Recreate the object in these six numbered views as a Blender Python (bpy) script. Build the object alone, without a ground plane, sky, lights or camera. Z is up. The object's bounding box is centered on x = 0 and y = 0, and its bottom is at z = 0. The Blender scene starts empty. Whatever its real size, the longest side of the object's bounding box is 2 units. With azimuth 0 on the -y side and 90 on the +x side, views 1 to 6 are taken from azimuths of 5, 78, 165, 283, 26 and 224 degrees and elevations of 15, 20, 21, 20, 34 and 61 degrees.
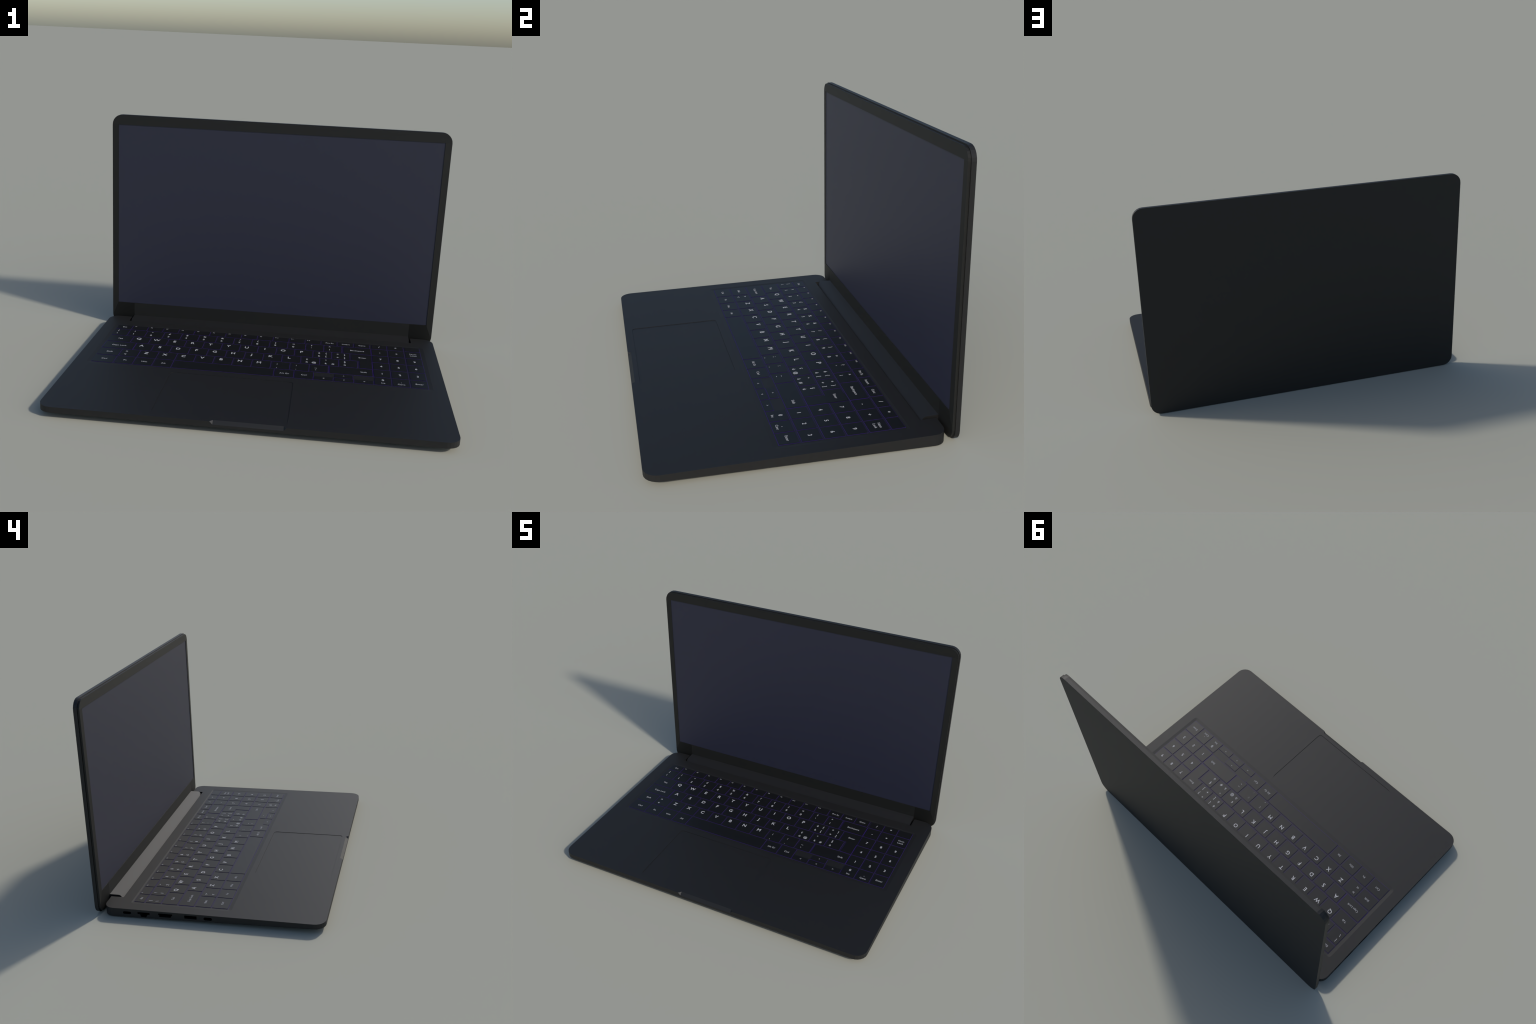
import bpy, bmesh, math
from mathutils import Matrix, Vector

# ------------------------------------------------------------------ sizes (metres, z up)
TOP = 0.0560            # palm rest height
KEY_TOP = 0.0564
DECK = 0.0544           # floor of the keyboard well
FRONT, REAR = -0.685, 0.631
LID_FRONT, LID_STEP = 0.6455, 0.6582
LID_BACK_LOW, LID_BACK_TOP = 0.6832, 0.6802   # the shell leans back a trifle
LID_H = 1.3135
LEAN = 0.0042
BAR_GLINT_TILT = 18.5
BAR_X, SLOT_X, SLOT_Y = 0.857, 0.868, 0.5518


# ------------------------------------------------------------------ materials
def material(name, colour, rough, spec=0.5, grain=0.0, sheen=0.0, emit=None, tint=None):
    m = bpy.data.materials.new(name)
    m.use_nodes = True
    nt = m.node_tree
    b = nt.nodes["Principled BSDF"]
    b.inputs["Base Color"].default_value = (*colour, 1)
    b.inputs["Roughness"].default_value = rough
    b.inputs["Specular IOR Level"].default_value = spec
    if grain:
        co = nt.nodes.new("ShaderNodeTexCoord")
        no = nt.nodes.new("ShaderNodeTexNoise")
        no.inputs["Scale"].default_value = 420.0
        no.inputs["Detail"].default_value = 2.0
        nt.links.new(co.outputs["Object"], no.inputs["Vector"])
        ra = nt.nodes.new("ShaderNodeValToRGB")
        lo = tuple(c * (1 - grain) for c in colour)
        hi = tuple(c * (1 + grain) for c in colour)
        ra.color_ramp.elements[0].position, ra.color_ramp.elements[0].color = 0.35, (*lo, 1)
        ra.color_ramp.elements[1].position, ra.color_ramp.elements[1].color = 0.65, (*hi, 1)
        nt.links.new(no.outputs["Fac"], ra.inputs["Fac"])
        nt.links.new(ra.outputs["Color"], b.inputs["Base Color"])
    if emit:
        b.inputs["Emission Color"].default_value = (*emit[0], 1)
        b.inputs["Emission Strength"].default_value = emit[1]
    return m


M_BODY = material("dark_metal_body", (0.0070, 0.0067, 0.0065), 0.60, 0.5, 0.06)
M_LID = material("dark_metal_lid", (0.0070, 0.0067, 0.0065), 0.60, 0.5, 0.06)
M_BEZEL = material("matt_black_bezel", (0.0062, 0.0062, 0.0050), 0.62, 0.45)
M_SCREEN = material("switched_off_screen", (0.0185, 0.0198, 0.0400), 0.52, 0.5)
M_BAR = material("hinge_plastic", (0.0070, 0.0068, 0.0066), 0.56, 0.5)
M_KEY = material("key_plastic", (0.0015, 0.0015, 0.0017), 0.54, 0.5)
M_GLOW = material("painted_purple_glow", (0.030, 0.009, 0.135), 0.6, 0.2)
M_LEGEND = material("white_print", (0.48, 0.48, 0.50), 0.6, 0.3)
M_PORT = material("port_black", (0.002, 0.002, 0.002), 0.7, 0.2)


# ------------------------------------------------------------------ mesh helpers
def rounded_rect(x0, y0, x1, y1, radii, seg=6):
    """Counter-clockwise outline; radii for the corners (x0,y0) (x1,y0) (x1,y1) (x0,y1)."""
    if not hasattr(radii, "__len__"):
        radii = (radii,) * 4
    corners = [(x0, y0, 1, 1, 180), (x1, y0, -1, 1, 270), (x1, y1, -1, -1, 0), (x0, y1, 1, -1, 90)]
    pts = []
    for (cx, cy, sx, sy, a0), r in zip(corners, radii):
        if r <= 0:
            pts.append((cx, cy))
            continue
        ox, oy = cx + sx * r, cy + sy * r
        for i in range(seg + 1):
            a = math.radians(a0 + 90.0 * i / seg)
            pts.append((ox + r * math.cos(a), oy + r * math.sin(a)))
    return pts


def loft(rings):
    """Closed solid from rings of 3D points with equal counts, first ring capped downwards."""
    bm = bmesh.new()
    vs = [[bm.verts.new(p) for p in ring] for ring in rings]
    n = len(rings[0])
    bm.faces.new(list(reversed(vs[0])))
    for a, b in zip(vs, vs[1:]):
        for i in range(n):
            j = (i + 1) % n
            bm.faces.new((a[i], a[j], b[j], b[i]))
    bm.faces.new(vs[-1])
    bmesh.ops.recalc_face_normals(bm, faces=bm.faces)
    return bm


def prism(outline, lo, hi, axis="z"):
    f = {"z": lambda p, h: (p[0], p[1], h), "y": lambda p, h: (p[0], h, p[1]), "x": lambda p, h: (h, p[0], p[1])}[axis]
    return loft([[f(p, lo) for p in outline], [f(p, hi) for p in outline]])


def to_object(bm, name, mat, parent=None):
    me = bpy.data.meshes.new(name)
    bm.to_mesh(me)
    bm.free()
    ob = bpy.data.objects.new(name, me)
    bpy.context.scene.collection.objects.link(ob)
    if mat:
        me.materials.append(mat)
    if parent:
        ob.parent = parent
    return ob


def cut(ob, cutters):
    for c in cutters:
        md = ob.modifiers.new("cut", "BOOLEAN")
        md.operation, md.solver, md.object = "DIFFERENCE", "EXACT", c
        md.material_mode = "TRANSFER"
    dg = bpy.context.evaluated_depsgraph_get()
    me = bpy.data.meshes.new_from_object(ob.evaluated_get(dg))
    ob.modifiers.clear()
    old = ob.data
    ob.data = me
    me.name = old.name
    bpy.data.meshes.remove(old)
    for c in cutters:
        bpy.data.objects.remove(c)


def box(x0, y0, z0, x1, y1, z1):
    return prism([(x0, y0), (x1, y0), (x1, y1), (x0, y1)], z0, z1)


# ------------------------------------------------------------------ the laptop
laptop = bpy.data.objects.new("laptop_computer", None)
bpy.context.scene.collection.objects.link(laptop)
laptop["label"] = "open thin dark grey laptop with purple-lit black keyboard"
laptop["category"] = "laptop computer"

# ---- base: flat top, wedge underside that rises towards the front
outline = rounded_rect(-1.0, FRONT, 1.0, REAR, (0.066, 0.066, 0.058, 0.058), 6)


def under(y):
    return 0.0262 + (0.0010 - 0.0262) * (y - FRONT) / (REAR - FRONT)


base = to_object(loft([[(x, y, under(y)) for x, y in outline], [(x, y, TOP) for x, y in outline]]), "base", M_BODY, laptop)

cutters = []
# keyboard well with sloping sides
wo = rounded_rect(-0.932, -0.130, 0.932, 0.486, 0.020, 5)
wi = rounded_rect(-0.9125, -0.1095, 0.9125, 0.475, 0.006, 5)
h = 0.002
wo_up = [(a + (a - c) * h / (TOP - DECK), b + (b - d) * h / (TOP - DECK)) for (a, b), (c, d) in zip(wo, wi)]
cutters.append(to_object(loft([[(x, y, DECK) for x, y in wi], [(x, y, TOP + h) for x, y in wo_up]]), "cut_well", M_BODY))
# trackpad pocket
TP = (-0.4545, -0.6445, 0.1990, -0.1640)
cutters.append(to_object(prism(rounded_rect(*TP, 0.020, 5), TOP - 0.0050, TOP + 0.01), "cut_pad", M_BODY))
# slot for the hinge bar, open to the rear
cutters.append(to_object(box(-SLOT_X, SLOT_Y, 0.036, SLOT_X, 0.75, 0.08), "cut_slot", M_BODY))
# finger scoop: slanted cut in the front edge with tapering ends
bm = bmesh.new()


def scoop_profile(x_top_front, x_inner):
    # (front edge of the palm rest, inner edge of the palm rest, lower edge on the front face)
    return [(x_top_front, FRONT, TOP), (x_inner, FRONT + 0.0165, TOP), (x_inner, FRONT, TOP - 0.0155)]


L, R = scoop_profile(-0.1650, -0.1500), scoop_profile(0.1980, 0.1840)


c0, c1 = Vector(L[1]), Vector(R[1])
d0, d1 = Vector(L[2]), Vector(R[2])
a0, a1 = Vector(L[0]), Vector(R[0])
hull = [c0, d0, c1, d1, c0 + Vector((0, 0, 0.02)), c1 + Vector((0, 0, 0.02)), d0 + Vector((0, -0.02, 0)), d1 + Vector((0, -0.02, 0)),
        a0 + Vector((0, -0.02, 0.0)), a1 + Vector((0, -0.02, 0.0)), a0 + Vector((0, 0, 0.02)), a1 + Vector((0, 0, 0.02)), a0, a1]
for p in hull:
    bm.verts.new(p)
bmesh.ops.convex_hull(bm, input=bm.verts)
bmesh.ops.recalc_face_normals(bm, faces=bm.faces)
cutters.append(to_object(bm, "cut_scoop", M_BODY))


# ports on the left side, as (y, z) outlines
def port(name, pts, depth=0.05):
    return to_object(prism(pts, -1.02, -1.0 + depth, "x"), name, M_PORT)


def pill(y0, z0, y1, z1):
    return rounded_rect(y0, z0, y1, z1, (z1 - z0) * 0.48, 5)


cutters.append(port("cut_usb", pill(0.4590, 0.0222, 0.5090, 0.0392)))
cutters.append(port("cut_usb", pill(-0.0330, 0.0242, 0.0170, 0.0428)))
cutters.append(port("cut_usb", [(0.0585, 0.0245), (0.1325, 0.0245), (0.1325, 0.0447), (0.0585, 0.0447)]))
cutters.append(port("cut_hdmi", [(0.2154, 0.0213), (0.2854, 0.0213), (0.2860, 0.0318), (0.2918, 0.0345), (0.2918, 0.0437), (0.2061, 0.0437), (0.2061, 0.0345), (0.2115, 0.0318)]))
cutters.append(port("cut_lan", [(0.3657, 0.0112), (0.3963, 0.0112), (0.4035, 0.0285), (0.4180, 0.0285), (0.4180, 0.0412), (0.3440, 0.0412), (0.3440, 0.0285), (0.3560, 0.0285)]))
cut(base, cutters)

# drop flap of the network socket
flap_l = [(0.3440, 0.0100), (0.3630, 0.0100), (0.3535, 0.0272), (0.3440, 0.0272)]
flap_r = [(0.3990, 0.0100), (0.4180, 0.0100), (0.4180, 0.0272), (0.4060, 0.0272)]
bm = prism(flap_l, -1.0003, -0.996, "x")
b2 = prism(flap_r, -1.0003, -0.996, "x")
tmp = bpy.data.meshes.new("tmp")
b2.to_mesh(tmp)
b2.free()
bm.from_mesh(tmp)
bpy.data.meshes.remove(tmp)
to_object(bm, "network_socket_flap", M_BODY, base)

# trackpad slab inside its pocket, a little below the palm rest
g = 0.0002
to_object(prism(rounded_rect(TP[0] + g, TP[1] + g, TP[2] - g, TP[3] - g, 0.0198, 5), TOP - 0.0055, TOP - 0.0018), "trackpad", M_BODY, laptop)

# ---- hinge bar
prof = [(LID_FRONT + 0.004, 0.0190), (0.5905, 0.0190)]
cy, cz, r = 0.5895, 0.0410, 0.0220
for i in range(0, 13):
    a = math.radians(270 - 180 * i / 12)
    prof.append((cy + r * math.cos(a), cz + r * math.sin(a)))
prof += [(LID_FRONT + 0.004, 0.0630)]
bar = to_object(prism(prof, -BAR_X, BAR_X, "x"), "hinge_bar", M_BAR, laptop)
# top and nose share one forward-tilted normal, brightening the bar with sun glare
soft = Vector((0.0, -math.sin(math.radians(BAR_GLINT_TILT)), math.cos(math.radians(BAR_GLINT_TILT))))
bme = bar.data
nor = []
for p in bme.polygons:
    up = abs(p.normal.x) < 0.5 and p.normal.z > -0.2 and p.center.z > 0.03 and p.normal.y < 0.5
    nor += [soft if up else p.normal.copy()] * p.loop_total
bme.normals_split_custom_set([tuple(v) for v in nor])

# ---- lid: back shell, inset front bezel, recessed screen
so = rounded_rect(-1.0, 0.0, 1.0, LID_H, 0.060, 6)
shell = to_object(loft([[(x, LID_STEP + LEAN * (1.0 - z / LID_H), z) for x, z in so],
                        [(x, LID_BACK_LOW + (LID_BACK_TOP - LID_BACK_LOW) * z / LID_H, z) for x, z in so]]), "lid", M_LID, laptop)
IN = 0.0056
SX0, SX1, SZ0, SZ1 = -0.9605, 0.9605, 0.1430, 1.2565
LOW = 0.0085
bo = rounded_rect(-1.0 + IN, LOW, 1.0 - IN, LID_H - IN, 0.053, 6)
bl, br, tr, tl = bo[0:7], bo[7:14], bo[14:21], bo[21:28]


def bezel_mesh():
    """Front frame with a recessed screen opening; its lower corners are separate facets, darkened by down-turned normals."""
    bm = bmesh.new()
    yf, yb, yr = LID_FRONT, LID_STEP - 0.0004, LID_FRONT + 0.0060
    vert, outer = {}, set(bo)

    def v(p, y):
        key = (round(p[0], 5), round(p[1], 5), round(y, 5))
        if key not in vert:
            vert[key] = bm.verts.new((p[0], y, p[1]))
        return vert[key]

    def sunk(p):     # the outer rim follows the slightly leaning shell, screen and chin stand upright
        return yf + (LEAN * (1.0 - p[1] / LID_H) if p in outer else 0.0)

    def back(p):
        return yb + LEAN * (1.0 - p[1] / LID_H)

    def face(pts, y):
        return bm.faces.new([v(p, y(p) if callable(y) else y) for p in pts])

    sbl, sbr, str_, stl = (SX0, SZ0), (SX1, SZ0), (SX1, SZ1), (SX0, SZ1)
    ml, mr = (-BAR_X, SZ0), (BAR_X, SZ0)          # ends of the chin above the hinge bar
    dl, dr = (-BAR_X, LOW), (BAR_X, LOW)
    leaning = [face([sbl] + bl + [dl, ml], sunk), face([mr, dr] + br + [sbr], sunk)]
    face([ml, dl, dr, mr], yf)
    face([sbr, br[-1], tr[0], str_], sunk)
    face([str_] + tr + tl + [stl], sunk)
    face([stl, tl[-1], bl[0], sbl], sunk)
    ring = bl + [dl, dr] + br + tr + tl
    for a, b in zip(ring, ring[1:] + ring[:1]):
        bm.faces.new((v(a, sunk(a)), v(b, sunk(b)), v(b, back(b)), v(a, back(a))))
    face(list(reversed(ring)), back)
    hole = [sbl, ml, mr, sbr, str_, stl]
    for a, b in zip(hole, hole[1:] + hole[:1]):
        bm.faces.new((v(a, yf), v(b, yf), v(b, yr), v(a, yr)))
    face(hole, yr)
    bmesh.ops.recalc_face_normals(bm, faces=bm.faces)
    marked = [f.index for f in leaning] if bm.faces.index_update() is None else []
    return bm, marked


bm, marked = bezel_mesh()
bezel = to_object(bm, "bezel", M_BEZEL, shell)
lean = Vector((0.0, -math.cos(math.radians(14)), -math.sin(math.radians(14))))  # shading normal only, turned off the sun to put shade on the corners
nor = []
for p in bezel.data.polygons:
    nor += [lean if p.index in marked else p.normal.copy()] * p.loop_total
bezel.data.normals_split_custom_set([tuple(n_) for n_ in nor])
to_object(prism([(SX0 + 0.0003, SZ0 + 0.0003), (SX1 - 0.0003, SZ0 + 0.0003), (SX1 - 0.0003, SZ1 - 0.0003), (SX0 + 0.0003, SZ1 - 0.0003)], LID_FRONT + 0.0028, LID_FRONT + 0.0062, "y"), "screen", M_SCREEN, shell)

# ------------------------------------------------------------------ keyboard
W, PITCH, RIGHT = 0.0960, 0.1060, 0.6200
LEFT_END, RIGHT_END = -0.9068, 0.9070
NUM = [(0.6275, 0.7155), (0.7240, 0.8120), (0.8210, RIGHT_END)]
ROWS = [(-0.1032, -0.0105), (-0.0005, 0.0915), (0.1020, 0.1945), (0.2040, 0.2965), (0.3060, 0.3985), (0.4080, 0.4685)]

# a key: (x0, x1, row, legends); a legend: (text, dx from the left edge or None for centred, dy from the front edge, kind)
keys = []


def letters(row, start, text):
    for i, ch in enumerate(text):
        x = start + i * PITCH
        keys.append((x, x + W, row, [(ch, 0.0310, 0.0630, "letter")]))
    return start + len(text) * PITCH


def symbols(row, start, items, dx, dlow, dhigh):
    for i, (low, high, right) in enumerate(items):
        x = start + i * PITCH
        legs = [(low, dx, dlow, "small"), (high, dx, dhigh, "small")]
        for j, ch in enumerate(right):
            legs.append((ch, 0.0665, (dlow, dhigh)[j], "small"))
        keys.append((x, x + W, row, legs))
    return start + len(items) * PITCH


def word(row, x0, x1, text, kind="word", dy=0.0460):
    keys.append((x0, x1, row, [(text, None, dy, kind)]))


# bottom row
word(0, LEFT_END, -0.7905, "Ctrl")
word(0, -0.7815, -0.6840, "Fn")
word(0, -0.6745, -0.5770, "Win")
word(0, -0.5670, -0.4715, "Alt")
keys.append((-0.4625, 0.0845, 0, []))
word(0, 0.0935, 0.1930, "Alt Gr")
word(0, 0.2010, 0.2985, "Ctrl")
# shift row
word(1, LEFT_END, -0.7885, "Shift")
x = symbols(1, -0.7790, [("<", ">", "")], 0.0250, 0.0255, 0.0675)
x = letters(1, x, "ZXCVBNM")
x = symbols(1, x, [(",", ";", ""), (".", ":", "")], 0.0265, 0.0180, 0.0650)
x = symbols(1, x, [("-", "_", "")], 0.0285, 0.0270, 0.0600)
keys.append((0.3865, RIGHT, 1, [("Shift", 0.1840, 0.0450, "word")]))
# caps row
word(2, LEFT_END, -0.7335, "Caps Lock")
x = letters(2, -0.7240, "ASDFGHJKL")
x = symbols(2, x, [("ò", "ç", "@"), ("à", "°", "#"), ("ù", "§", "")], 0.0265, 0.0240, 0.0660)
# tab row
word(3, LEFT_END, -0.7735, "Tab")
x = letters(3, -0.7645, "QWERTYUIOP")
x = symbols(3, x, [("è", "é", "[{"), ("+", "*", "]}")], 0.0265, 0.0250, 0.0690)
# number row
keys.append((LEFT_END, -0.8200, 4, [("\\", 0.0225, 0.0300, "small"), ("|", 0.0225, 0.0720, "small")]))
x = symbols(4, -0.8110, [("1", "!", ""), ("2", "\"", ""), ("3", "£", ""), ("4", "$", ""), ("5", "%", ""), ("6", "&", ""), ("7", "/", ""),
                         ("8", "(", ""), ("9", ")", ""), ("0", "=", ""), ("'", "?", ""), ("ì", "^", "")], 0.0255, 0.0315, 0.0725)
word(4, 0.4615, RIGHT, "Backspace")
# function row
FP, FW = 0.0956, 0.0868
for i in range(16):
    x0 = LEFT_END + i * FP
    if i == 0:
        word(5, x0, x0 + FW, "Esc", dy=0.0325)
    elif i < 13:
        keys.append((x0, x0 + FW, 5, [("F%d" % i, 0.0135, 0.0505, "tiny")]))
    else:
        word(5, x0, x0 + FW, ("Prt Sc", "Insert", "Canc")[i - 13], dy=0.0325)
# number pad
pad = [[("0", "Ins"), (".", "Canc"), ("Enter", None)], [("1", None), ("2", None), ("3", None)], [("4", None), ("5", None), ("6", None)],
       [("7", None), ("8", None), ("9", None)], [("-", None), ("+", None), ("Num", "Lock")], [("/", None), ("*", None), ("", None)]]
for r_, line in enumerate(pad):
    for c_, (top, low) in enumerate(line):
        x0, x1 = NUM[c_]
        if low is None:
            legs = [] if not top else [(top, None, 0.0325 if r_ == 5 else 0.0460, "word" if top == "Enter" else "number")]
        elif top == "Num":
            legs = [(top, None, 0.0600, "word"), (low, None, 0.0370, "word")]
        else:
            legs = [(top, None, 0.0540 if top == "." else 0.0620, "number"), (low, None, 0.0250, "word")]
        keys.append((x0, x1, r_, legs))

# arrow keys are half as deep: (x0, x1, y0, y1, text)
LOWY, HIGHY = (-0.1032, -0.0610), (-0.0555, -0.0140)
arrows = [(0.3050, 0.4050, *LOWY, "<"), (0.4130, 0.5140, *LOWY, "v"), (0.4130, 0.5110, *HIGHY, "^"), (0.5230, 0.6210, *LOWY, ">")]

# legend text: built-in font, measured once so that capital letters get the wanted height
probe = bpy.data.curves.new("probe", "FONT")
probe.body, probe.size = "H", 1.0
po = bpy.data.objects.new("probe", probe)
bpy.context.scene.collection.objects.link(po)
bpy.context.view_layer.update()
CAP = po.dimensions.y
bpy.data.objects.remove(po)
CAPS = {"letter": 0.0245, "small": 0.0175, "number": 0.0185, "word": 0.0136, "tiny": 0.0088}
BOLD = {"letter": 0.0004, "small": 0.0001, "number": 0.0002, "word": -0.0002, "tiny": -0.0002}


def legend_mesh(items):
    """items: (text, x, y, kind) in key coordinates; returns one mesh."""
    bm = bmesh.new()
    for text, x, y, kind in items:
        cu = bpy.data.curves.new("legend", "FONT")
        cu.body, cu.size = text, CAPS[kind] / CAP
        cu.align_x = "CENTER"
        cu.extrude, cu.offset = 0.00025, BOLD[kind]
        cu.resolution_u = 4
        ob = bpy.data.objects.new("legend", cu)
        bpy.context.scene.collection.objects.link(ob)
        dg = bpy.context.evaluated_depsgraph_get()
        dg.update()
        me = bpy.data.meshes.new_from_object(ob.evaluated_get(dg))
        # marks such as quotes keep their own height on the line, everything stands on a line half a capital below y
        me.transform(Matrix.Translation((x, y - CAPS[kind] * 0.5, 0.00015)))
        bm.from_mesh(me)
        bpy.data.meshes.remove(me)
        bpy.data.objects.remove(ob)
        bpy.data.curves.remove(cu)
    me = bpy.data.meshes.new("key_legend")
    bm.to_mesh(me)
    bm.free()
    me.materials.append(M_LEGEND)
    return me


glow = bmesh.new()
cache = {}


def add_glow(poly, grow):
    """A purple plate, not emitting, modelling the backlight glow round one key; poly is a list of boxes."""
    for x0, y0, x1, y1 in poly:
        gx, gy = grow
        b = box(x0 - gx, y0 - gy, DECK - 0.0004, x1 + gx, y1 + gy, DECK + 0.0003)
        m_ = bpy.data.meshes.new("tmp")
        b.to_mesh(m_)
        b.free()
        glow.from_mesh(m_)
        bpy.data.meshes.remove(m_)


def place_key(x0, y0, w, d, legends, outline=None):
    shape = (round(w, 4), round(d, 4)) if outline is None else "L"
    if shape not in cache:
        o = outline or rounded_rect(0, 0, w, d, 0.0016, 2)
        lo = [(x_, y_, DECK - KEY_TOP - 0.0008) for x_, y_ in o]
        hi = [(x_, y_, 0.0) for x_, y_ in o]
        bm = loft([lo, hi])
        me = bpy.data.meshes.new("key")
        bm.to_mesh(me)
        bm.free()
        me.materials.append(M_KEY)
        cache[shape] = me
    k_ = bpy.data.objects.new("key", cache[shape])
    bpy.context.scene.collection.objects.link(k_)
    k_.parent = laptop
    k_.location = (x0, y0, KEY_TOP)
    if legends:
        t = bpy.data.objects.new("key_legend", legend_mesh(legends))
        bpy.context.scene.collection.objects.link(t)
        t.parent = k_
    return k_


for x0, x1, row, legs in keys:
    y0, y1 = ROWS[row]
    w, d = x1 - x0, y1 - y0
    place_key(x0, y0, w, d, [(t, w * 0.5 if dx is None else dx, dy, kd) for t, dx, dy, kd in legs])
    add_glow([(x0, y0, x1, y1)], (0.0034 if 0.15 < w < 0.3 else 0.0019, 0.0019))
for x0, x1, y0, y1, t in arrows:
    w, d = x1 - x0, y1 - y0
    place_key(x0, y0, w, d, [(t, w * 0.5, 0.0230, "word")])
    add_glow([(x0, y0, x1, y1)], (0.0019, 0.0016))
# reversed-L enter key over two rows
ex0, ex1, ey0, ey1, em = 0.5065, 0.5505, ROWS[2][0], ROWS[3][1], ROWS[3][0]
L_out = [(ex1 - ex0, 0.0), (RIGHT - ex0, 0.0), (RIGHT - ex0, ey1 - ey0), (0.0, ey1 - ey0), (0.0, em - ey0), (ex1 - ex0, em - ey0)]
place_key(ex0, ey0, 0, 0, [("Enter", 0.0620, 0.1480, "word")], L_out)
add_glow([(ex1, ey0, RIGHT, ey1)], (0.0030, 0.0026))
add_glow([(ex0, em, RIGHT, ey1 + 0.0007)], (0.0019, 0.0019))
gl = to_object(glow, "painted_keyboard_glow", M_GLOW, laptop)
gl["kind"] = "stuff"
